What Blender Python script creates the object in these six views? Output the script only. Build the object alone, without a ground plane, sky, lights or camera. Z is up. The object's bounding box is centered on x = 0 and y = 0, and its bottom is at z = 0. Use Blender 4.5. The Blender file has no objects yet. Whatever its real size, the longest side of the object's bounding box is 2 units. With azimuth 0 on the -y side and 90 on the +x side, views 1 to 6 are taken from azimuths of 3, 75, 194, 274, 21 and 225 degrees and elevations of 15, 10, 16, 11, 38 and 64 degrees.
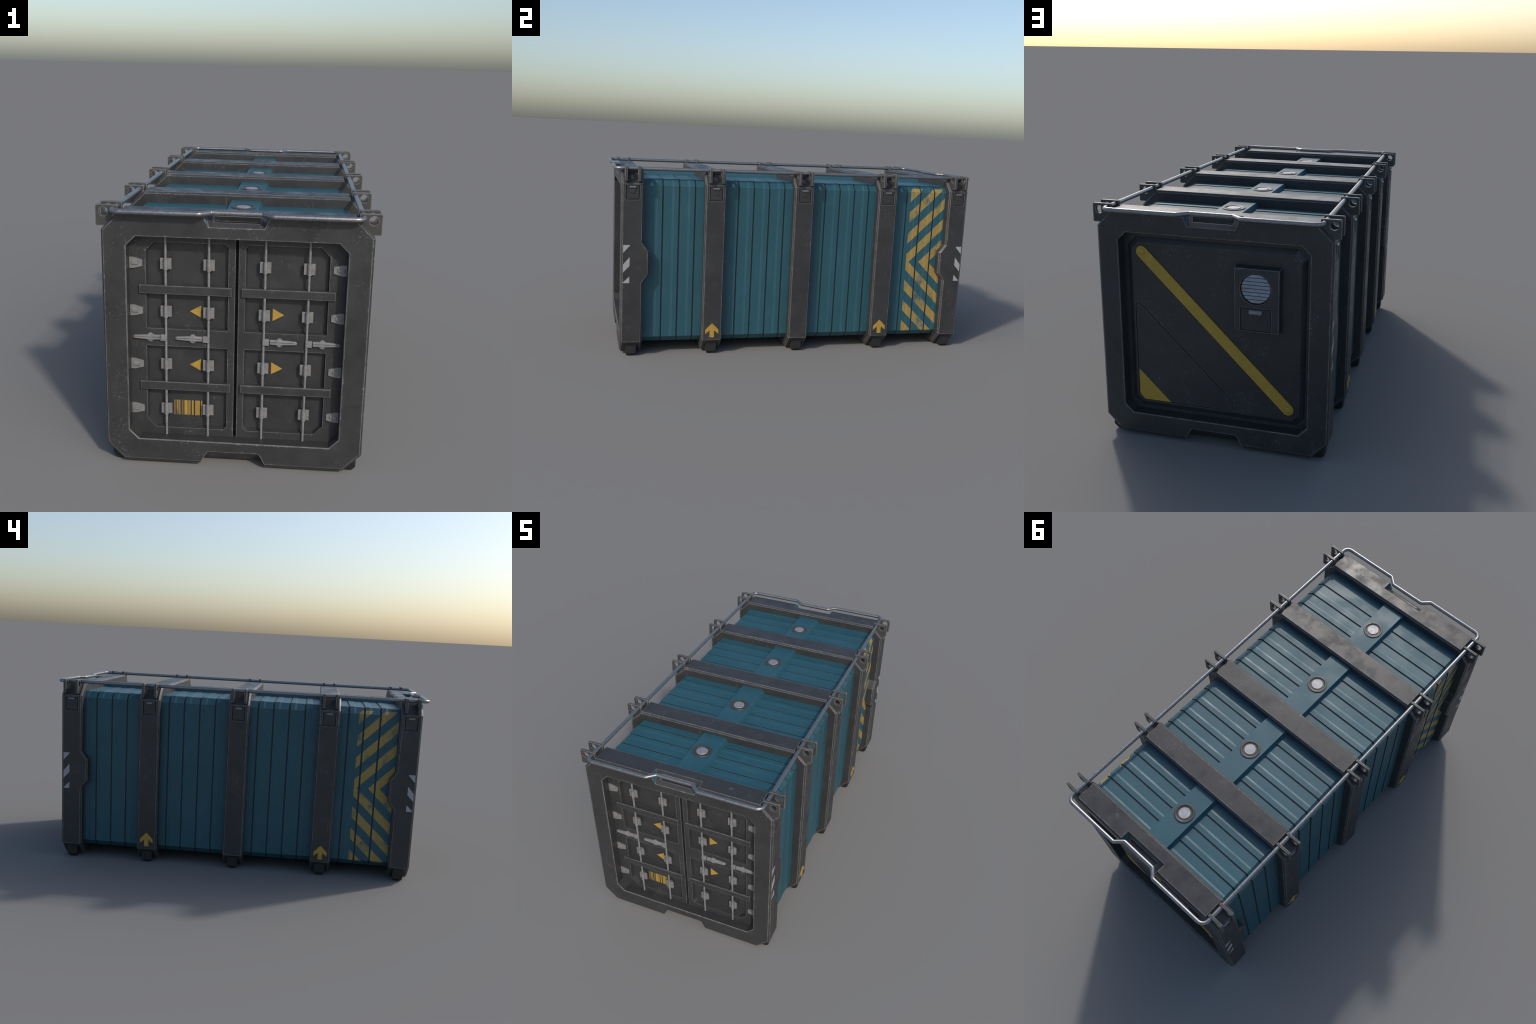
import bpy, bmesh, math
from mathutils import Vector, Matrix

# ------------------------------------------------------------------ materials
class NT:
    """small helper to write node maths as expressions"""
    def __init__(self, name):
        self.mat = bpy.data.materials.new(name)
        self.mat.use_nodes = True
        self.t = self.mat.node_tree
        self.t.nodes.clear()
        self.out = self.t.nodes.new('ShaderNodeOutputMaterial')
        self.b = self.t.nodes.new('ShaderNodeBsdfPrincipled')
        self.t.links.new(self.b.outputs[0], self.out.inputs[0])
        self.geo = self.t.nodes.new('ShaderNodeNewGeometry')
        self.pos = self.geo.outputs['Position']
        s = self.t.nodes.new('ShaderNodeSeparateXYZ')
        self.t.links.new(self.pos, s.inputs[0])
        self.x, self.y, self.z = s.outputs
    def put(self, sock, v):
        if isinstance(v, bpy.types.NodeSocket):
            self.t.links.new(v, sock)
        else:
            if sock.type == 'RGBA' and len(v) == 3:
                v = (*v, 1.0)
            sock.default_value = v
    def m(self, op, a, b=0.0, c=0.0):
        n = self.t.nodes.new('ShaderNodeMath'); n.operation = op
        for s, v in zip(n.inputs, (a, b, c)):
            self.put(s, v)
        return n.outputs[0]
    def mapped(self, scale=(1, 1, 1), rot=(0, 0, 0), loc=(0, 0, 0)):
        n = self.t.nodes.new('ShaderNodeMapping')
        self.put(n.inputs['Vector'], self.pos)
        n.inputs['Scale'].default_value = scale
        n.inputs['Rotation'].default_value = rot
        n.inputs['Location'].default_value = loc
        return n.outputs[0]
    def noise(self, scale, detail=3.0, rough=0.55, vec=None, dist=0.0):
        n = self.t.nodes.new('ShaderNodeTexNoise')
        self.put(n.inputs['Vector'], vec or self.pos)
        n.inputs['Scale'].default_value = scale
        n.inputs['Detail'].default_value = detail
        n.inputs['Roughness'].default_value = rough
        n.inputs['Distortion'].default_value = dist
        return n.outputs[0]
    def step(self, v, lo, hi, a=0.0, b=1.0):
        n = self.t.nodes.new('ShaderNodeMapRange'); n.interpolation_type = 'SMOOTHSTEP'
        for k, q in zip(('Value', 'From Min', 'From Max', 'To Min', 'To Max'), (v, lo, hi, a, b)):
            self.put(n.inputs[k], q)
        return n.outputs[0]
    def mix(self, f, a, b):
        n = self.t.nodes.new('ShaderNodeMix'); n.data_type = 'RGBA'
        self.put(n.inputs[0], f); self.put(n.inputs[6], a); self.put(n.inputs[7], b)
        return n.outputs[2]
    def edge_raw(self, radius):
        bv = self.t.nodes.new('ShaderNodeBevel'); bv.samples = 8
        bv.inputs['Radius'].default_value = radius
        d = self.t.nodes.new('ShaderNodeVectorMath'); d.operation = 'DOT_PRODUCT'
        self.put(d.inputs[0], bv.outputs[0]); self.put(d.inputs[1], self.geo.outputs['True Normal'])
        return self.m('SUBTRACT', 1.0, d.outputs['Value'])
    def edge(self, radius, lo, hi):
        return self.step(self.edge_raw(radius), lo, hi)
    def bump(self, h, strength, dist=0.002):
        n = self.t.nodes.new('ShaderNodeBump')
        n.inputs['Strength'].default_value = strength
        n.inputs['Distance'].default_value = dist
        self.put(n.inputs['Height'], h)
        self.t.links.new(n.outputs[0], self.b.inputs['Normal'])
    def finish(self, col, rough, metal=0.0, spec=0.5):
        self.put(self.b.inputs['Base Color'], col)
        self.put(self.b.inputs['Roughness'], rough)
        self.put(self.b.inputs['Metallic'], metal)
        self.put(self.b.inputs['Specular IOR Level'], spec)
        return self.mat
    def scratches(self):
        """clusters of pale specks plus short fine scratches"""
        cl = self.step(self.noise(9.0, 4.0), 0.52, 0.66)
        sp = self.step(self.noise(140.0, 2.5, 0.6), 0.58, 0.66)
        a = self.m('MULTIPLY', cl, sp)
        s1 = self.step(self.noise(30.0, 1.0, 0.4, self.mapped((7, 7, 1), (0.9, 0.9, 0.4))), 0.70, 0.76)
        c1 = self.step(self.noise(7.0, 2.0, 0.5, self.mapped(loc=(3, 1, 2))), 0.56, 0.66)
        s2 = self.step(self.noise(36.0, 1.0, 0.4, self.mapped((1, 1, 8), (0.6, -0.7, 0.3), (5, 2, 1))), 0.70, 0.76)
        c2 = self.step(self.noise(6.0, 2.0, 0.5, self.mapped(loc=(8, 4, 6))), 0.57, 0.67)
        b = self.m('MAXIMUM', self.m('MULTIPLY', s1, c1), self.m('MULTIPLY', s2, c2))
        return self.m('MAXIMUM', a, b)

DARK = (0.0315, 0.0315, 0.032)
def dark_metal(name, col=DARK, wear=0.9, scr=0.42, rough=0.43):
    n = NT(name)
    v = n.step(n.noise(5.0, 5.0, 0.6), 0.3, 0.7)
    base = n.mix(v, [c * 0.90 for c in col], [c * 1.10 for c in col])
    grime = n.step(n.noise(17.0, 6.0, 0.7), 0.50, 0.74, 0.0, 0.5)
    base = n.mix(grime, base, [c * 1.55 for c in col])
    base = n.mix(n.m('MULTIPLY', n.scratches(), scr), base, (0.17, 0.165, 0.16))
    wn = n.step(n.noise(22.0, 4.0, 0.65), 0.30, 0.62, 0.40, 1.0)
    wide = n.m('MULTIPLY', n.edge(0.012, 0.003, 0.03), n.step(n.noise(70.0, 3.0, 0.7), 0.52, 0.66))
    wide = n.m('MULTIPLY', wide, n.step(n.noise(4.0, 2.0), 0.45, 0.62))
    ed = n.m('MULTIPLY', n.edge(0.0042, 0.004, 0.030), wn)
    ed = n.m('MULTIPLY', n.m('MAXIMUM', ed, wide), wear)
    col2 = n.mix(ed, base, (0.225, 0.22, 0.21))
    n.bump(n.noise(60.0, 3.0), 0.05)
    return n.finish(col2, n.step(n.noise(13.0, 6.0, 0.65), 0.3, 0.7, rough - 0.10, rough + 0.16))

def teal_paint(name, chevron):
    n = NT(name)
    v = n.step(n.noise(4.0, 5.0, 0.6), 0.3, 0.7)
    base = n.mix(v, (0.0150, 0.074, 0.098), (0.0175, 0.083, 0.110))
    dusty = n.m('MULTIPLY', n.step(n.noise(14.0, 5.0, 0.65, n.mapped((1, 2, 1))), 0.52, 0.75), 0.20)
    base = n.mix(dusty, base, (0.075, 0.140, 0.162))
    if chevron:
        # chevrons: painted in a y/z window, mirrored by a half turn on the other side
        s = n.m('MULTIPLY', n.y, n.m('SIGN', n.x))
        q = n.m('SUBTRACT', n.m('ABSOLUTE', n.m('SUBTRACT', n.z, 0.496)),
                n.m('MULTIPLY', n.m('SUBTRACT', s, 0.6365), 0.968))
        ph = n.m('MODULO', n.m('ADD', q, 0.0155 + 0.119 * 4), 0.119)
        k = n.m('MULTIPLY', n.step(ph, 0.0, 0.0018), n.step(ph, 0.0600, 0.0618, 1.0, 0.0))
        k = n.m('MULTIPLY', k, n.m('MULTIPLY', n.step(s, 0.6360, 0.6372), n.step(s, 0.8455, 0.8468, 1.0, 0.0)))
        k = n.m('MULTIPLY', k, n.m('MULTIPLY', n.step(n.z, 0.0845, 0.0857), n.step(n.z, 0.9115, 0.9128, 1.0, 0.0)))
        k = n.m('MULTIPLY', k, n.m('GREATER_THAN', n.m('ABSOLUTE', n.x), 0.385))
        fade = n.step(n.noise(9.0, 5.0, 0.62, n.mapped((1, 1, 1.0), loc=(2, 7, 1))), 0.50, 0.72)
        gr = n.step(n.noise(60.0, 4.0, 0.7), 0.30, 0.75, 0.0, 0.25)
        keep = n.m('SUBTRACT', 0.95, n.m('ADD', n.m('MULTIPLY', fade, 0.85), gr))
        k = n.m('MULTIPLY', k, n.m('MAXIMUM', keep, 0.12))
        base = n.mix(k, base, (0.37, 0.240, 0.048))
    # only shallow folds (ridge lines, shoulders) are rubbed pale; seams are not
    e = n.edge_raw(0.0035)
    ed = n.m('MULTIPLY', n.step(e, 0.0012, 0.006), n.step(e, 0.05, 0.10, 1.0, 0.0))
    ed = n.m('MULTIPLY', ed, n.step(n.noise(18.0, 4.0), 0.35, 0.65, 0.25, 0.8))
    col = n.mix(n.m('MULTIPLY', ed, 0.36), base, (0.20, 0.27, 0.28))
    n.bump(n.noise(35.0, 4.0), 0.06)
    return n.finish(col, n.step(n.noise(10.0, 4.0), 0.3, 0.7, 0.45, 0.58), 0.0, 0.5)

def plain(name, col, rough, metal=0.0, var=0.12, scale=40.0, wearcol=None, wear=0.0, spec=0.5):
    n = NT(name)
    v = n.step(n.noise(scale, 4.0, 0.65), 0.3, 0.7)
    base = n.mix(v, [c * (1 - var) for c in col], [min(1, c * (1 + var)) for c in col])
    if wearcol:
        w = n.step(n.noise(26.0, 5.0, 0.65), 0.55, 0.72, 0.0, wear)
        base = n.mix(w, base, wearcol)
    return n.finish(base, n.step(n.noise(scale * 0.6, 3.0), 0.3, 0.7, rough - 0.06, rough + 0.06), metal, spec)

M_FRAME = dark_metal('dark_frame_paint')
M_DOOR = dark_metal('dark_door_paint', wear=0.6, scr=0.5)
M_TEAL = teal_paint('teal_panel_paint', True)
M_TEAL2 = teal_paint('teal_strip_paint', False)
M_RAIL = plain('brushed_steel', (0.25, 0.25, 0.255), 0.38, 0.82, 0.18, 110)
M_GREY = plain('galvanised_grey', (0.215, 0.213, 0.21), 0.55, 0.25, 0.16, 60)
M_BRACK = dark_metal('bracket_paint', (0.046, 0.045, 0.043), wear=0.8, rough=0.44)
M_FOOT = plain('black_rubber', (0.014, 0.014, 0.014), 0.62, 0.0, 0.15, 30)
M_YEL = plain('yellow_mark_paint', (0.40, 0.245, 0.038), 0.55, 0.0, 0.10, 30, (0.14, 0.10, 0.042), 0.55)
M_YELB = plain('yellow_bar_paint', (0.40, 0.262, 0.036), 0.5, 0.0, 0.06, 30)
M_WHITE = plain('white_mark_paint', (0.33, 0.33, 0.335), 0.55, 0.0, 0.06, 50, (0.24, 0.24, 0.24), 0.4)
M_RING = plain('port_ring_metal', (0.062, 0.056, 0.050), 0.45, 0.3, 0.15, 60)
M_DISC = plain('polished_port_metal', (0.32, 0.32, 0.34), 0.58, 0.5, 0.16, 70)
M_LOUV = plain('louver_metal', (0.24, 0.26, 0.29), 0.45, 0.6, 0.07, 60)
M_TAB = plain('latch_tab_metal', (0.22, 0.22, 0.23), 0.36, 0.6, 0.15, 80)
def barcode_paint():
    # streaky vertical wear, most of it on the left half
    n = NT('barcode_paint')
    st = n.step(n.noise(26.0, 3.0, 0.6, n.mapped((3.0, 1, 0.35))), 0.40, 0.66)
    lf = n.step(n.x, -0.228, -0.150, 1.0, 0.25)
    f = n.m('MULTIPLY', st, lf)
    f = n.m('MAXIMUM', f, n.step(n.x, -0.236, -0.190, 0.45, 0.0))
    f = n.m('MAXIMUM', f, n.m('MULTIPLY', n.step(n.x, -0.2065, -0.2050), n.step(n.x, -0.1975, -0.1960, 0.72, 0.0)))
    col = n.mix(f, (0.39, 0.24, 0.036), (0.070, 0.056, 0.040))
    return n.finish(col, 0.55)
M_BARCODE = barcode_paint()
M_BULK = dark_metal('bulkhead_paint', wear=0.28, scr=0.45)
M_POCKET = dark_metal('pocket_paint', DARK, wear=0.0, scr=0.3)
M_GROOVE_SHADE = plain('groove_shade_paint', (0.0085, 0.026, 0.034), 0.65, 0.0, 0.1, 30)  # teal darkened to paint crease shadow into the board grooves
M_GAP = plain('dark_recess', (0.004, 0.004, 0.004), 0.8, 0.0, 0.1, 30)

# ------------------------------------------------------------------ geometry helpers
COL = bpy.context.scene.collection
def finish_bm(bm, name, mats, angle=32):
    bmesh.ops.recalc_face_normals(bm, faces=bm.faces)
    me = bpy.data.meshes.new(name)
    bm.to_mesh(me); bm.free()
    for m in (mats if isinstance(mats, (list, tuple)) else [mats]):
        me.materials.append(m)
    shade(me, angle)
    return me
def shade(me, angle=32):
    me.polygons.foreach_set('use_smooth', [True] * len(me.polygons))
    me.set_sharp_from_angle(angle=math.radians(angle))
def obj(name, me, parent=None, loc=(0, 0, 0), rz=0.0):
    o = bpy.data.objects.new(name, me)
    COL.objects.link(o)
    o.location = loc; o.rotation_euler = (0, 0, rz)
    o.parent = parent
    return o
def bevel_all(bm, w, seg=1, ang=25):
    if w <= 0: return
    bmesh.ops.recalc_face_normals(bm, faces=bm.faces)
    es = [e for e in bm.edges if len(e.link_faces) == 2 and e.calc_face_angle(0) > math.radians(ang)]
    bmesh.ops.bevel(bm, geom=es, offset=w, segments=seg, affect='EDGES', profile=0.5)
def loft_bm(loops, close_u=True, close_v=False, caps=False):
    """loops: list of closed vertex loops of equal length"""
    bm = bmesh.new()
    vs = [[bm.verts.new(p) for p in L] for L in loops]
    n = len(loops[0]); k = len(loops)
    for i in range(k if close_v else k - 1):
        a, b = vs[i], vs[(i + 1) % k]
        for j in range(n):
            bm.faces.new((a[j], a[(j + 1) % n], b[(j + 1) % n], b[j]))
    if caps:
        bm.faces.new(vs[0]); bm.faces.new(vs[-1])
    return bm
def prism_bm(poly, lo, hi, axis='y', inset=0.0, bev=0.0):
    """extrude a 2-D polygon (for axis y: x,z; x: y,z; z: x,y); the hi end may be inset about the centre"""
    cx = (min(p[0] for p in poly) + max(p[0] for p in poly)) / 2
    cz = (min(p[1] for p in poly) + max(p[1] for p in poly)) / 2
    wx = (max(p[0] for p in poly) - min(p[0] for p in poly)) / 2
    wz = (max(p[1] for p in poly) - min(p[1] for p in poly)) / 2
    top = [(cx + (p[0] - cx) * (wx - inset) / wx, cz + (p[1] - cz) * (wz - inset) / wz) for p in poly]
    def q(p, d):
        return {'y': (p[0], d, p[1]), 'x': (d, p[0], p[1]), 'z': (p[0], p[1], d)}[axis]
    bm = loft_bm([[q(p, lo) for p in poly], [q(p, hi) for p in top]], caps=True)
    bevel_all(bm, bev)
    return bm
def box_bm(x0, x1, y0, y1, z0, z1, bev=0.0, seg=1):
    bm = loft_bm([[(x0, y0, z0), (x1, y0, z0), (x1, y1, z0), (x0, y1, z0)],
                  [(x0, y0, z1), (x1, y0, z1), (x1, y1, z1), (x0, y1, z1)]], caps=True)
    bevel_all(bm, bev, seg)
    return bm
def join_bm(bms, mats_idx=None):
    out = bmesh.new()
    for i, b in enumerate(bms):
        bmesh.ops.recalc_face_normals(b, faces=b.faces)
        if mats_idx:
            for f in b.faces: f.material_index = mats_idx[i]
        tmp = bpy.data.meshes.new('tmp'); b.to_mesh(tmp); b.free()
        out.from_mesh(tmp); bpy.data.meshes.remove(tmp)
    return out
def circle(cx, cz, r, n=40, a0=0.0, a1=2 * math.pi):
    return [(cx + r * math.cos(a0 + (a1 - a0) * i / n), cz + r * math.sin(a0 + (a1 - a0) * i / n)) for i in range(n)]
def round_poly(pts, r, n=4):
    out = []
    k = len(pts)
    for i in range(k):
        p, a, b = Vector(pts[i]), Vector(pts[i - 1]), Vector(pts[(i + 1) % k])
        ri = r[i] if isinstance(r, (list, tuple)) else r
        if ri <= 0: out.append(tuple(p)); continue
        u, v = (a - p).normalized(), (b - p).normalized()
        h = math.tan(u.angle(v) / 2)
        t = ri / h
        s, e = p + u * t, p + v * t
        for j in range(n + 1):
            f = j / n
            out.append(tuple((1 - f) ** 2 * s + 2 * f * (1 - f) * p + f * f * e))
    return out
def lathe_bm(profile, n=48):
    """profile (r,z) spun about z; first and last points close the surface if r == 0"""
    bm = bmesh.new(); rings = []
    for r, z in profile:
        if r < 1e-6: rings.append([bm.verts.new((0, 0, z))])
        else: rings.append([bm.verts.new((r * math.cos(2 * math.pi * i / n), r * math.sin(2 * math.pi * i / n), z)) for i in range(n)])
    for a, b in zip(rings, rings[1:]):
        for i in range(n):
            j = (i + 1) % n
            if len(a) == 1: bm.faces.new((a[0], b[i], b[j]))
            elif len(b) == 1: bm.faces.new((a[i], a[j], b[0]))
            else: bm.faces.new((a[i], a[j], b[j], b[i]))
    return bm
def cyl_bm(p0, p1, r, n=20):
    p0, p1 = Vector(p0), Vector(p1)
    q = (p1 - p0).to_track_quat('Z', 'Y')
    L = [[p + q @ Vector((r * math.cos(2 * math.pi * i / n), r * math.sin(2 * math.pi * i / n), 0)) for i in range(n)] for p in (p0, p1)]
    return loft_bm(L, caps=True)
def cut(me, cutters, mode='DIFFERENCE', angle=32):
    """boolean a mesh by a list of meshes, return the applied mesh"""
    o = obj('work', me)
    hs = []
    for c in cutters:
        h = obj('cutter', c); hs.append(h)
        m = o.modifiers.new('b', 'BOOLEAN'); m.operation = mode; m.solver = 'EXACT'; m.object = h
    dg = bpy.context.evaluated_depsgraph_get()
    res = bpy.data.meshes.new_from_object(o.evaluated_get(dg))
    assert len(res.polygons) > 0
    for h in hs + [o]: bpy.data.objects.remove(h)
    shade(res, angle)
    return res
def oct_loop(hx, z0, z1, ct, cb, y, zs=(), dys=()):
    """octagon in the xz plane with optional extra stations (z, y offset) on the uprights"""
    side = [(z, y + d) for z, d in zip(zs, dys)]
    R = [(hx, y, z0 + cb)] + [(hx, yy, z) for z, yy in side] + [(hx, y, z1 - ct)]
    return (R + [(hx - ct, y, z1), (-(hx - ct), y, z1)] + [(-p[0], p[1], p[2]) for p in reversed(R)]
            + [(-(hx - cb), y, z0), (hx - cb, y, z0)])

# ------------------------------------------------------------------ the container
root = bpy.data.objects.new('shipping_container', None)
COL.objects.link(root)
root['label'] = 'teal corrugated cargo container with dark ribbed frames'
root['category'] = 'cargo container'

PITCH = 0.4815                 # repeat of the wall boards
RIB = 0.4800                   # offset of the intermediate ribs
YE = 0.906                     # centre of the end ribs
OUT = dict(hx=0.4795, z0=0.0095, z1=0.973, ct=0.0665, cb=0.0690)
INS = dict(hx=0.4712, z0=0.0225, z1=0.9640, ct=0.0575, cb=0.0620)
HULL_IN = dict(hx=0.400, z0=0.095, z1=0.895, ct=0.030, cb=0.030)
OPEN = dict(hx=0.3905, z0=0.1040, z1=0.8855, ct=0.0340, cb=0.0350)

def latch_pocket(yc):
    """tapered rounded cutter for the latch pocket in the upright's outer face, both sides"""
    res = []
    for s in (1, -1):
        pts = round_poly([(yc - 0.0395, 0.8190), (yc + 0.0395, 0.8190), (yc + 0.0395, 0.9025), (yc - 0.0395, 0.9025)], [0.008, 0.008, 0.003, 0.003])
        bm = prism_bm(pts, s * 0.4915, s * 0.4720, 'x', inset=0.0065)
        for f in bm.faces: f.material_index = 2
        res.append(finish_bm(bm, 'cutter', [M_FRAME, M_TEAL2, M_POCKET]))
    return res

# end rib: local y runs from -0.056 (outside) to +0.056 (inside)
ZS = (0.3955, 0.4390, 0.5565, 0.6000)
WING = (0.0, 0.0325, 0.0325, 0.0)
Z4 = (0, 0, 0, 0)
bm = loft_bm([
    oct_loop(**OPEN, y=0.016, zs=ZS, dys=Z4),
    oct_loop(**OPEN, y=-0.0535, zs=ZS, dys=Z4),
    oct_loop(0.3930, 0.1015, 0.8880, 0.0345, 0.0355, -0.056, ZS, Z4),
    oct_loop(**INS, y=-0.056, zs=ZS, dys=Z4),
    oct_loop(**OUT, y=-0.0475, zs=ZS, dys=Z4),
    oct_loop(**OUT, y=0.0475, zs=ZS, dys=WING),
    oct_loop(**INS, y=0.056, zs=ZS, dys=WING),
    oct_loop(**HULL_IN, y=0.056, zs=ZS, dys=WING),
], close_v=True)
bm.faces.ensure_lookup_table()
for f in bm.faces[:16]: f.material_index = 2        # reveal of the opening stays unrubbed
end_me = finish_bm(bm, 'end_rib', [M_FRAME, M_TEAL2, M_POCKET])
def notch_cutter(sign):
    """grab notch: sloped floor through the front and top (or bottom) edges, flared teal sides"""
    if sign > 0:
        zf, zb, x0, k, zfar = 0.9268, 0.9735, 0.0975, 0.42, 1.02
        yb = -0.0030
    else:
        zf, zb, x0, k, zfar = 0.0640, 0.0140, 0.0960, 0.55, -0.02
        yb = -0.0060
    m = (zb - zf) / (yb + 0.056)
    ya = -0.09; za = zf + m * (ya + 0.056)
    yc = -0.056 + (zfar - zf) / m
    tri = [(ya, za), (yc, zfar), (ya, zfar)]
    loops = [[(s * (x0 + abs(z - zf) * k * (1 if (z - zf) * sign > 0 else -1)), y, z) for y, z in tri] for s in (-1, 1)]
    b = loft_bm(loops, caps=True)
    b.faces.ensure_lookup_table()
    for f in b.faces:
        if len(f.verts) == 3: f.material_index = 1
    return finish_bm(b, 'cutter', [M_FRAME, M_TEAL2, M_POCKET])
def slot_cutter():
    # hand slot cut level into the sloped notch floor
    pts = round_poly([(-0.0800, 0.9425), (0.0800, 0.9425), (0.0870, 0.9605), (-0.0870, 0.9605)], 0.004, 3)
    b = prism_bm(pts, -0.10, -0.0160, 'y')
    return finish_bm(b, 'cutter', [M_FRAME, M_TEAL2, M_POCKET])
end_me = cut(end_me, [notch_cutter(1), slot_cutter(), notch_cutter(-1)] + latch_pocket(0.0), angle=16)

bm = loft_bm([
    oct_loop(**HULL_IN, y=-0.0555), oct_loop(**INS, y=-0.0555), oct_loop(**OUT, y=-0.0480),
    oct_loop(**OUT, y=0.0480), oct_loop(**INS, y=0.0555), oct_loop(**HULL_IN, y=0.0555)], close_v=True)
mid_me = cut(finish_bm(bm, 'rib', [M_FRAME, M_TEAL2, M_POCKET]), latch_pocket(0.0), angle=16)

ribs = []
ribs.append(obj('end_rib', end_me, root, (0, -YE, 0)))
for k in (-1, 0, 1):
    ribs.append(obj('rib', mid_me, root, (0, k * RIB, 0)))
ribs.append(obj('end_rib', end_me, root, (0, YE, 0), math.pi))

# rail bracket plate (local: upright is at +x), with a lashing hole
plate = round_poly([(0.4210, 0.9570), (0.4210, 0.9925), (0.5000, 0.9925), (0.5000, 0.9170), (0.4620, 0.9170)], [0.001, 0.006, 0.006, 0.005, 0.001])
bm = prism_bm(plate, -0.0065, 0.0065, 'y', bev=0.0012)
br_me = cut(finish_bm(bm, 'rail_bracket', [M_BRACK]),
            [finish_bm(prism_bm(circle(0.4715, 0.9675, 0.0160, 28), -0.03, 0.03, 'y'), 'cutter', [M_BRACK])])
# foot block
foot = [(-0.0275, 0.070), (-0.0275, 0.014), (-0.0205, 0.0), (0.0205, 0.0), (0.0275, 0.014), (0.0275, 0.070)]
bm = loft_bm([[(x, y, z + dz * max(0, 1 - z / 0.03)) for y, z in foot] for x, dz in ((0.385, 0.010), (0.395, 0.0), (0.4490, 0.0), (0.4620, 0.0125))], caps=True)
foot_me = finish_bm(bm, 'foot', [M_FOOT])
# latch parts, outward is +x
lat = [prism_bm(round_poly([(-0.0325, 0.8245), (0.0325, 0.8245), (0.0325, 0.8990), (-0.0325, 0.8990)], [0.006, 0.006, 0.003, 0.003]), 0.4705, 0.4770, 'x', inset=0.002)]
lat.append(box_bm(0.4715, 0.4790, -0.018, 0.018, 0.8300, 0.8335, 0.0008))
latch_me = finish_bm(join_bm(lat), 'latch', [M_POCKET])
tab = [cyl_bm((0.4780, -0.0165, 0.8880), (0.4780, 0.0165, 0.8880), 0.0062, 16),
       prism_bm([(-0.0130, 0.8560), (0.0130, 0.8560), (0.0140, 0.8860), (-0.0140, 0.8860)], 0.4715, 0.4790, 'x', inset=0.001)]
tab_me = finish_bm(join_bm(tab, [0, 1]), 'latch_tab', [M_TAB, M_POCKET])

rib_y = [-YE, -RIB, 0.0, RIB, YE]
for r, yc in zip(ribs, rib_y):
    inv = r.matrix_basis.inverted()
    def sub(name, me, x_side, y):
        o = obj(name, me, r)
        o.matrix_basis = inv @ Matrix.Translation((0, y, 0)) @ Matrix.Rotation(0 if x_side > 0 else math.pi, 4, 'Z')
        return o
    for s in (1, -1):
        sub('rail_bracket', br_me, s, yc - 0.0330); sub('rail_bracket', br_me, s, yc + 0.0330)
        sub('foot', foot_me, s, yc)
        sub('latch', latch_me, s, yc); sub('latch_tab', tab_me, s, yc)

# painted marks as thin plates
arrow = [(0, 0.1717), (-0.0357, 0.1358), (-0.0357, 0.1124), (-0.0120, 0.1318), (-0.0120, 0.0940),
         (0.0120, 0.0940), (0.0120, 0.1318), (0.0357, 0.1124), (0.0357, 0.1358)]
arrow_me = finish_bm(prism_bm(arrow, 0.4785, 0.4800, 'x'), 'arrow_mark', [M_YEL])
# white stripes for the corner at +x, -y
w_polys = [round_poly([(-0.9505, 0.5925), (-0.9505, 0.5515), (-0.9172, 0.5880), (-0.9172, 0.5925)], [0, 0, 0, 0.003]),
           [(-0.9505, 0.4910), (-0.9505, 0.4490), (-0.9175, 0.4840), (-0.9175, 0.5300)],
           [(-0.9505, 0.3965), (-0.9480, 0.3940), (-0.9180, 0.3940), (-0.9180, 0.4290)]]
w_me = {}
for ys in (1, -1):
    bms = [prism_bm([(ys * (p[0] + YE), p[1]) for p in w], 0.4785, 0.4800, 'x') for w in w_polys]
    w_me[ys] = finish_bm(join_bm(bms), 'stripe_mark', [M_WHITE])
for r, yc in zip(ribs, rib_y):
    inv = r.matrix_basis.inverted()
    for s in (1, -1):
        T = inv @ Matrix.Translation((0, yc, 0)) @ Matrix.Rotation(0 if s > 0 else math.pi, 4, 'Z')
        if abs(abs(yc) - RIB) < 1e-6:
            obj('arrow_mark', arrow_me, r).matrix_basis = T
        if abs(yc) > 0.8:
            key = 1 if yc * s < 0 else -1
            obj('stripe_mark', w_me[key], r).matrix_basis = T

# corrugated wall shells, one per bay
HULL = (0.4340, 0.0610, 0.9285, 0.0330, 0.0330)
LOW = 0.0018                   # how far the lower board sits behind the raised one
def wall_bay(k, y0, y1):
    base = -0.9635 + PITCH * k
    seams = [base + d for d in ((0.2150, 0.2995, 0.3825) if k == 0 else (0.1315, 0.2150, 0.2995, 0.3825))]
    prof = [(y0, LOW)]
    for g in seams:
        prof += [(g - 0.0370, LOW), (g - 0.0280, 0.0), (g - 0.0048, 0.0), (g - 0.0042, 0.0042), (g + 0.0036, 0.0042), (g + 0.0042, LOW)]
    prof += [(y1, LOW)]
    prof = [p for p in prof if y0 <= p[0] <= y1]
    if prof[-1][0] < y1: prof.append((y1, LOW))
    hx, z0, z1, ct, cb = HULL
    q = 2 - math.sqrt(2)
    loops = [oct_loop(hx - d, z0 + 0.25 * d, z1 - d, ct - d * q, cb - d, y) for y, d in prof]
    b = loft_bm(loops, caps=True)
    b.faces.ensure_lookup_table()
    for i in range(len(prof) - 1):
        if max(prof[i][1], prof[i + 1][1]) > 0.004:
            for f in b.faces[8 * i:8 * i + 8]: f.material_index = 1
    return finish_bm(b, 'wall_panel', [M_TEAL, M_GROOVE_SHADE], 4)
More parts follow.
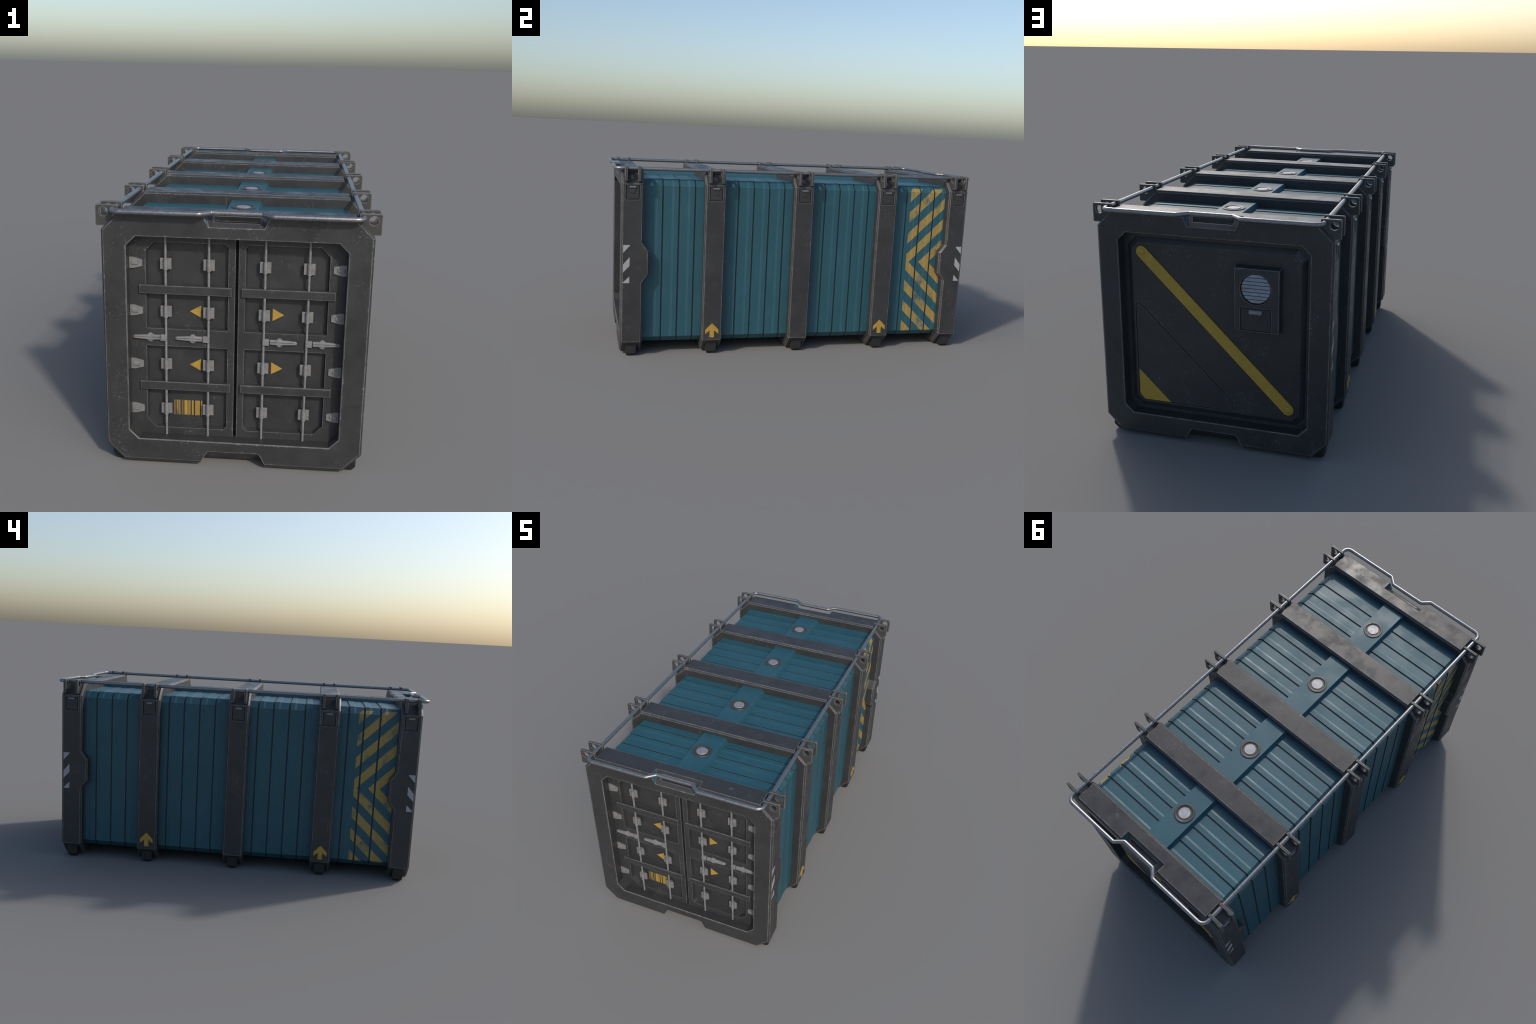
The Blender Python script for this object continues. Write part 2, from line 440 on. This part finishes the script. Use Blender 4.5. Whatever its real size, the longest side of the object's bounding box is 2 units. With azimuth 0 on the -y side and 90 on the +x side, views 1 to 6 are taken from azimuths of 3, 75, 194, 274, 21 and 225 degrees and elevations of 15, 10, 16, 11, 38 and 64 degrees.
def strip(y0, y1):
    sec = [(-0.0720, 0.9200), (-0.0585, 0.9480), (0.0585, 0.9480), (0.0720, 0.9200)]
    return finish_bm(prism_bm(sec, y0, y1, 'y'), 'roof_strip', [M_TEAL2], 20)
ring = [(0.0, -0.004), (0.0485, -0.004), (0.0485, 0.0020), (0.0465, 0.0040), (0.0410, 0.0046), (0.0375, 0.0038), (0.0345, 0.0009), (0.0, 0.0009)]
ring_me = finish_bm(lathe_bm(ring), 'port_ring', [M_RING])
disc = [(0.0, -0.003), (0.0282, -0.003), (0.0282, 0.0024), (0.0265, 0.0040), (0.0, 0.0040)]
disc_me = finish_bm(lathe_bm(disc), 'port_disc', [M_DISC])
for k in range(4):
    ya = -0.875 if k == 0 else rib_y[k] + 0.02
    yb = 0.875 if k == 3 else rib_y[k + 1] - 0.02
    obj('wall_panel', wall_bay(k, ya, yb), root)
    st = obj('roof_strip', strip(ya + 0.001, yb - 0.001), root)
    yd = (-0.6785, -0.2425, 0.2420, 0.6780)[k]
    obj('port_ring', ring_me, st, (0, yd, 0.9475))
    obj('port_disc', disc_me, st, (0, yd, 0.9475))

# ------------------------------------------------------------------ guard rail
def fillet_path(pts, rad, n=8):
    out = []
    k = len(pts)
    for i in range(k):
        p, a, b = Vector(pts[i]), Vector(pts[i - 1]), Vector(pts[(i + 1) % k])
        u, v = (a - p).normalized(), (b - p).normalized()
        t = rad[i] / math.tan(u.angle(v) / 2)
        s, e = p + u * t, p + v * t
        c = p + (u + v).normalized() * (rad[i] / math.sin(u.angle(v) / 2))
        s0, e0 = s - c, e - c
        ang = s0.angle(e0)
        for j in range(n + 1):
            f = j / n
            out.append(c + (s0 * math.sin((1 - f) * ang) + e0 * math.sin(f * ang)) / math.sin(ang))
    return out
RX, RY, RZ, RR = 0.4365, 0.9900, 0.9785, 0.0095
half = [(RX, -RY), (RX, RY), (0.1275, RY), (0.0905, 0.9560), (-0.0905, 0.9560), (-0.1275, RY)]
pts = [(x, y, RZ) for x, y in half] + [(-x, -y, RZ) for x, y in half]
path = fillet_path(pts[:], [0.032, 0.032, 0.014, 0.014, 0.014, 0.014] * 2)
def tube_bm(path, r, n=14):
    loops = []
    k = len(path)
    for i in range(k):
        t = (path[(i + 1) % k] - path[i - 1]).normalized()
        side = t.cross(Vector((0, 0, 1))).normalized()
        loops.append([path[i] + side * (r * math.cos(2 * math.pi * j / n)) + Vector((0, 0, r * math.sin(2 * math.pi * j / n))) for j in range(n)])
    return loft_bm(loops, close_v=True)
obj('guard_rail', finish_bm(tube_bm(path, RR), 'guard_rail', [M_RAIL], 50), root)

rail = bpy.data.objects['guard_rail']
slv = finish_bm(cyl_bm((-0.0065, 0, 0), (0.0065, 0, 0), 0.0100, 20), 'rail_sleeve', [M_RAIL])
for sx in (1, -1):
    for sy in (1, -1):
        obj('rail_sleeve', slv, rail, (sx * 0.3975, sy * RY, RZ))

# ------------------------------------------------------------------ doors at the front
YD = -0.9125                       # door face
YR = -0.8925                       # floor of the pressed recesses
def door_mesh(s):
    x0, x1 = 0.0058, 0.3950
    b = box_bm(min(s * x0, s * x1), max(s * x0, s * x1), YD, YD + 0.030, 0.098, 0.892)
    me = finish_bm(b, 'door', [M_DOOR, M_POCKET])
    cs = []
    xi, xo, ci, co = 0.0298, 0.3320, 0.0125, 0.0330
    up = [(xi, 0.5285), (xo, 0.5285), (xo, 0.8585 - co), (xo - co, 0.8585), (xi + ci, 0.8585), (xi, 0.8585 - ci)]
    lo = [(xi, 0.4625), (xo, 0.4625), (xo, 0.1300 + co), (xo - co, 0.1300), (xi + ci, 0.1300), (xi, 0.1300 + ci)]
    for p in (up, lo):
        c = prism_bm([(s * x, z) for x, z in p], YD - 0.006, YR, 'y', inset=0.0055)
        for f in c.faces: f.material_index = 1
        cs.append(finish_bm(c, 'cutter', [M_DOOR, M_POCKET]))
    return cut(me, cs)
rod_x = (0.1015, 0.2585)
YROD = -0.9150
rod_me = finish_bm(cyl_bm((0, 0, 0.100), (0, 0, 0.889), 0.0047, 18), 'lock_rod', [M_GREY])
clamp = [box_bm(-0.0205, 0.0205, -0.9120 - YROD, -0.9035 - YROD, -0.0205, 0.0205, 0.0010),
         box_bm(-0.0080, 0.0080, -0.9050 - YROD, YR + 0.001 - YROD, -0.0120, 0.0120),
         cyl_bm((0, 0, -0.0218), (0, 0, 0.0218), 0.0078, 18)]
clamp_me = finish_bm(join_bm(clamp), 'rod_clamp', [M_GREY])
# lever handle pointing to +x from its rod
lev = [box_bm(-0.004, 0.0205, -0.0075, 0.006, -0.0120, 0.0120, 0.0012),
       prism_bm([(0.0220, -0.0090), (0.0220, 0.0090), (0.0560, 0.0100), (0.1180, 0.0058), (0.1225, 0.0020), (0.1225, -0.0035), (0.1190, -0.0062), (0.0560, -0.0100)], 0.008, -0.0045, 'y', bev=0.0018),
       prism_bm([(0.0230, 0.0015), (0.0230, 0.0072), (0.0560, 0.0080), (0.1170, 0.0045), (0.1170, 0.0008), (0.0560, 0.0012)], -0.003, -0.0075, 'y', bev=0.0012),
       prism_bm([(0.0230, -0.0072), (0.0230, -0.0015), (0.0560, -0.0012), (0.1170, -0.0008), (0.1170, -0.0045), (0.0560, -0.0080)], -0.003, -0.0075, 'y', bev=0.0012),
       box_bm(0.0465, 0.0685, -0.0055, 0.0105, -0.0128, 0.0128, 0.0014),
       box_bm(0.0515, 0.0635, -0.0045, 0.0105, -0.0168, 0.0168, 0.0012)]
lever_me = finish_bm(join_bm(lev), 'lever_handle', [M_GREY])
hin = [prism_bm([(0.0, -0.0210), (0.0, 0.0210), (-0.0160, 0.0210), (-0.0480, 0.0120), (-0.0480, -0.0120), (-0.0160, -0.0210)], 0.002, -0.0050, 'y', inset=0.0010),
       box_bm(-0.0330, -0.0080, -0.0080, 0.0, -0.0065, 0.0065, 0.0010)]
hinge_me = finish_bm(join_bm(hin), 'hinge', [M_GREY])
bar_me = finish_bm(box_bm(0.0180, 0.3555, -0.0100, 0.018, -0.0165, 0.0165, 0.0018), 'crossbar', [M_DOOR])
tri_poly = [(0.1315, -0.0235), (0.1315, 0.0235), (0.1730, 0.0)]
tri_me = finish_bm(prism_bm(tri_poly, 0.001, -0.0007, 'y'), 'arrowhead_mark', [M_YEL])
def mirrored(o, s):
    if s < 0: o.matrix_basis = o.matrix_basis @ Matrix.Diagonal((-1, 1, 1, 1))
    return o
for s in (1, -1):
    d = obj('door', door_mesh(s), root)
    for zc in (0.6815, 0.3055):
        mirrored(obj('crossbar', bar_me, d, (0, YD, zc)), s)
    for zc in (0.7780, 0.5975, 0.3880, 0.2070):
        mirrored(obj('hinge', hinge_me, d, (s * 0.3905, YD, zc)), s)
    for zc in (0.5945, 0.3840):
        mirrored(obj('arrowhead_mark', tri_me, d, (0, YR, zc)), s)
    for rx in rod_x:
        obj('lock_rod', rod_me, d, (s * rx, YROD, 0))
        for zc in (0.7770, 0.5960, 0.3895, 0.2085):
            obj('rod_clamp', clamp_me, d, (s * rx, YROD, zc))
        mirrored(obj('lever_handle', lever_me, d, (s * rx, YROD, 0.4955)), s)
    if s < 0:
        bx0, bw = -0.2340, 0.1077
        bars = [(0, .07), (.09, .16), (.18, .225), (.275, .335), (.37, .465), (.48, .52), (.535, .585), (.635, .695), (.755, .92), (.965, 1.0)]
        bms = [box_bm(bx0 + a * bw, bx0 + b * bw, YR - 0.0007, YR + 0.001, 0.1760, 0.2365) for a, b in bars]
        o = obj('barcode_mark', finish_bm(join_bm(bms), 'barcode_mark', [M_BARCODE]), d)
        o['kind'] = 'stuff'
bk = obj('gap_dark_strip', finish_bm(box_bm(-0.0056, 0.0056, YD + 0.0200, YD + 0.0300, 0.098, 0.892), 'gap_dark_strip', [M_GAP]), root)  # near-black strip set back in the gap between the doors

# ------------------------------------------------------------------ rear bulkhead
YF, YP = 0.9120, 0.9250
def oct2(hx, z0, z1, c): return [(hx, z0 + c), (hx, z1 - c), (hx - c, z1), (-(hx - c), z1), (-hx, z1 - c), (-hx, z0 + c), (-(hx - c), z0), (hx - c, z0)]
P3 = lambda poly, y: [(x, y, z) for x, z in poly]
bm = loft_bm([P3(oct2(0.396, 0.098, 0.891, 0.036), YF - 0.02), P3(oct2(0.396, 0.098, 0.891, 0.036), YF),
              P3(oct2(0.3720, 0.1190, 0.8620, 0.0360), YF), P3(oct2(0.3500, 0.1445, 0.8390, 0.0270), YP)], caps=True)
rear_me = finish_bm(bm, 'bulkhead', [M_BULK, M_POCKET], 15)
gl = round_poly([(0.3410, 0.1760), (0.3410, 0.5950), (0.3120, 0.5720), (-0.0700, 0.1960), (-0.0700, 0.1530), (0.3180, 0.1530)], [0.006, 0.012, 0.012, 0.010, 0.006, 0.006], 3)
gl = [Vector((x, YP, z)) for x, z in gl]
def ribbon_bm(path, r):
    loops = []; k = len(path)
    for i in range(k):
        t = (path[(i + 1) % k] - path[i - 1]).normalized()
        side = t.cross(Vector((0, 1, 0))).normalized()
        loops.append([path[i] + side * r + Vector((0, -0.004, 0)), path[i] - side * r + Vector((0, -0.004, 0)),
                      path[i] - side * r + Vector((0, 0.004, 0)), path[i] + side * r + Vector((0, 0.004, 0))])
    return loft_bm(loops, close_v=True)
gb = ribbon_bm(gl, 0.0027)
for f in gb.faces: f.material_index = 1
rear_me = cut(rear_me, [finish_bm(gb, 'cutter', [M_BULK, M_POCKET])], angle=15)
rear = obj('bulkhead', rear_me, root)
# diagonal brace
A, B, hw = Vector((0.3064, 0.8030)), Vector((-0.3063, 0.1918)), 0.0232
d = (B - A).normalized(); ang = math.atan2(d.y, d.x)
cap = lambda c, a0: [(c.x + hw * math.cos(a0 + math.pi * i / 14), c.y + hw * math.sin(a0 + math.pi * i / 14)) for i in range(15)]
stad = cap(B, ang - math.pi / 2) + cap(A, ang + math.pi / 2)
bm = loft_bm([P3(stad, YP - 0.002), P3(stad, YP + 0.0045), P3([tuple(Vector(p) * 0.996 + (A + B) / 2 * 0.004) for p in stad], YP + 0.0055)], caps=True)
brace = obj('diagonal_brace', finish_bm(bm, 'diagonal_brace', [M_YELB]), root)
riv = [(0.0165, -0.001), (0.0165, 0.0008), (0.0150, 0.0008), (0.0135, 0.0005), (0.0130, 0.0024), (0.0100, 0.0042), (0.0, 0.0050)]
rb = lathe_bm(riv, 28)
bmesh.ops.rotate(rb, verts=rb.verts, matrix=Matrix.Rotation(-math.pi / 2, 3, 'X'))
riv_me = finish_bm(rb, 'rivet', [M_YELB], 40)
for p in (A, B): obj('rivet', riv_me, brace, (p.x, YP + 0.0055, p.y))
corner = [(0.3385, 0.2910), (0.3385, 0.1765), (0.3170, 0.1535), (0.1990, 0.1535)]
obj('corner_mark', finish_bm(prism_bm(corner, YP - 0.001, YP + 0.0007, 'y'), 'corner_mark', [M_YELB]), rear)
# vent housing
YV = 0.9590
vb = [(-0.2770, 0.5180), (-0.0860, 0.5180), (-0.0860, 0.7865), (-0.2770, 0.7865)]
vme = finish_bm(prism_bm(vb, YP - 0.003, YV, 'y', inset=0.0060, bev=0.0022), 'vent_housing', [M_DOOR, M_POCKET])
VC = (-0.1775, 0.7000)
c1 = prism_bm(circle(*VC, 0.0605, 48), YV - 0.011, YV + 0.004, 'y', inset=-0.003)
for f in c1.faces: f.material_index = 1
c1 = finish_bm(c1, 'cutter', [M_DOOR, M_POCKET])
lb = round_poly([(-0.2400, 0.5280), (-0.1150, 0.5280), (-0.1150, 0.6220), (-0.2400, 0.6220)], 0.002, 2)
c2 = prism_bm(lb, YV - 0.0050, YV + 0.004, 'y')
for f in c2.faces: f.material_index = 1
c2 = finish_bm(c2, 'cutter', [M_DOOR, M_POCKET])
vent = obj('vent_housing', cut(vme, [c1, c2]), root)
# louvre slats clipped to the round opening
NS = 8
for i in range(NS):
    z0 = VC[1] - 0.0580 + 0.1160 * i / NS + 0.0017; z1 = VC[1] - 0.0580 + 0.1160 * (i + 1) / NS - 0.0017
    def hwid(z): return math.sqrt(max(0.0, 0.0580 ** 2 - (z - VC[1]) ** 2))
    zs = [z0 + (z1 - z0) * j / 6 for j in range(7)]
    poly = [(VC[0] + max(hwid(z), 0.004), z) for z in zs] + [(VC[0] - max(hwid(z), 0.004), z) for z in reversed(zs)]
    L0 = [(x, YV - 0.0112, z) for x, z in poly]
    L1 = [(x, YV - 0.0035 - 0.0030 * (z - z0) / (z1 - z0), z) for x, z in poly]
    obj('louvre_slat', finish_bm(loft_bm([L0, L1], caps=True), 'louvre_slat', [M_LOUV]), vent)
hatch = [prism_bm(round_poly([(-0.2375, 0.5305), (-0.1175, 0.5305), (-0.1175, 0.6190), (-0.2375, 0.6190)], 0.002, 2), YV - 0.006, YV - 0.0008, 'y', inset=0.0008)]
obj('vent_hatch', finish_bm(join_bm(hatch), 'vent_hatch', [M_POCKET]), vent)
tabs = [cyl_bm((-0.2040, YV - 0.0045, 0.6040), (-0.1525, YV - 0.0045, 0.6040), 0.0125, 24),
        prism_bm([(-0.2000, 0.568), (-0.1560, 0.568), (-0.1560, 0.603), (-0.2000, 0.603)], YV - 0.004, YV + 0.0012, 'y', inset=0.001)]
obj('vent_latch', finish_bm(join_bm(tabs, [0, 1]), 'vent_latch', [M_TAB, M_POCKET]), vent)
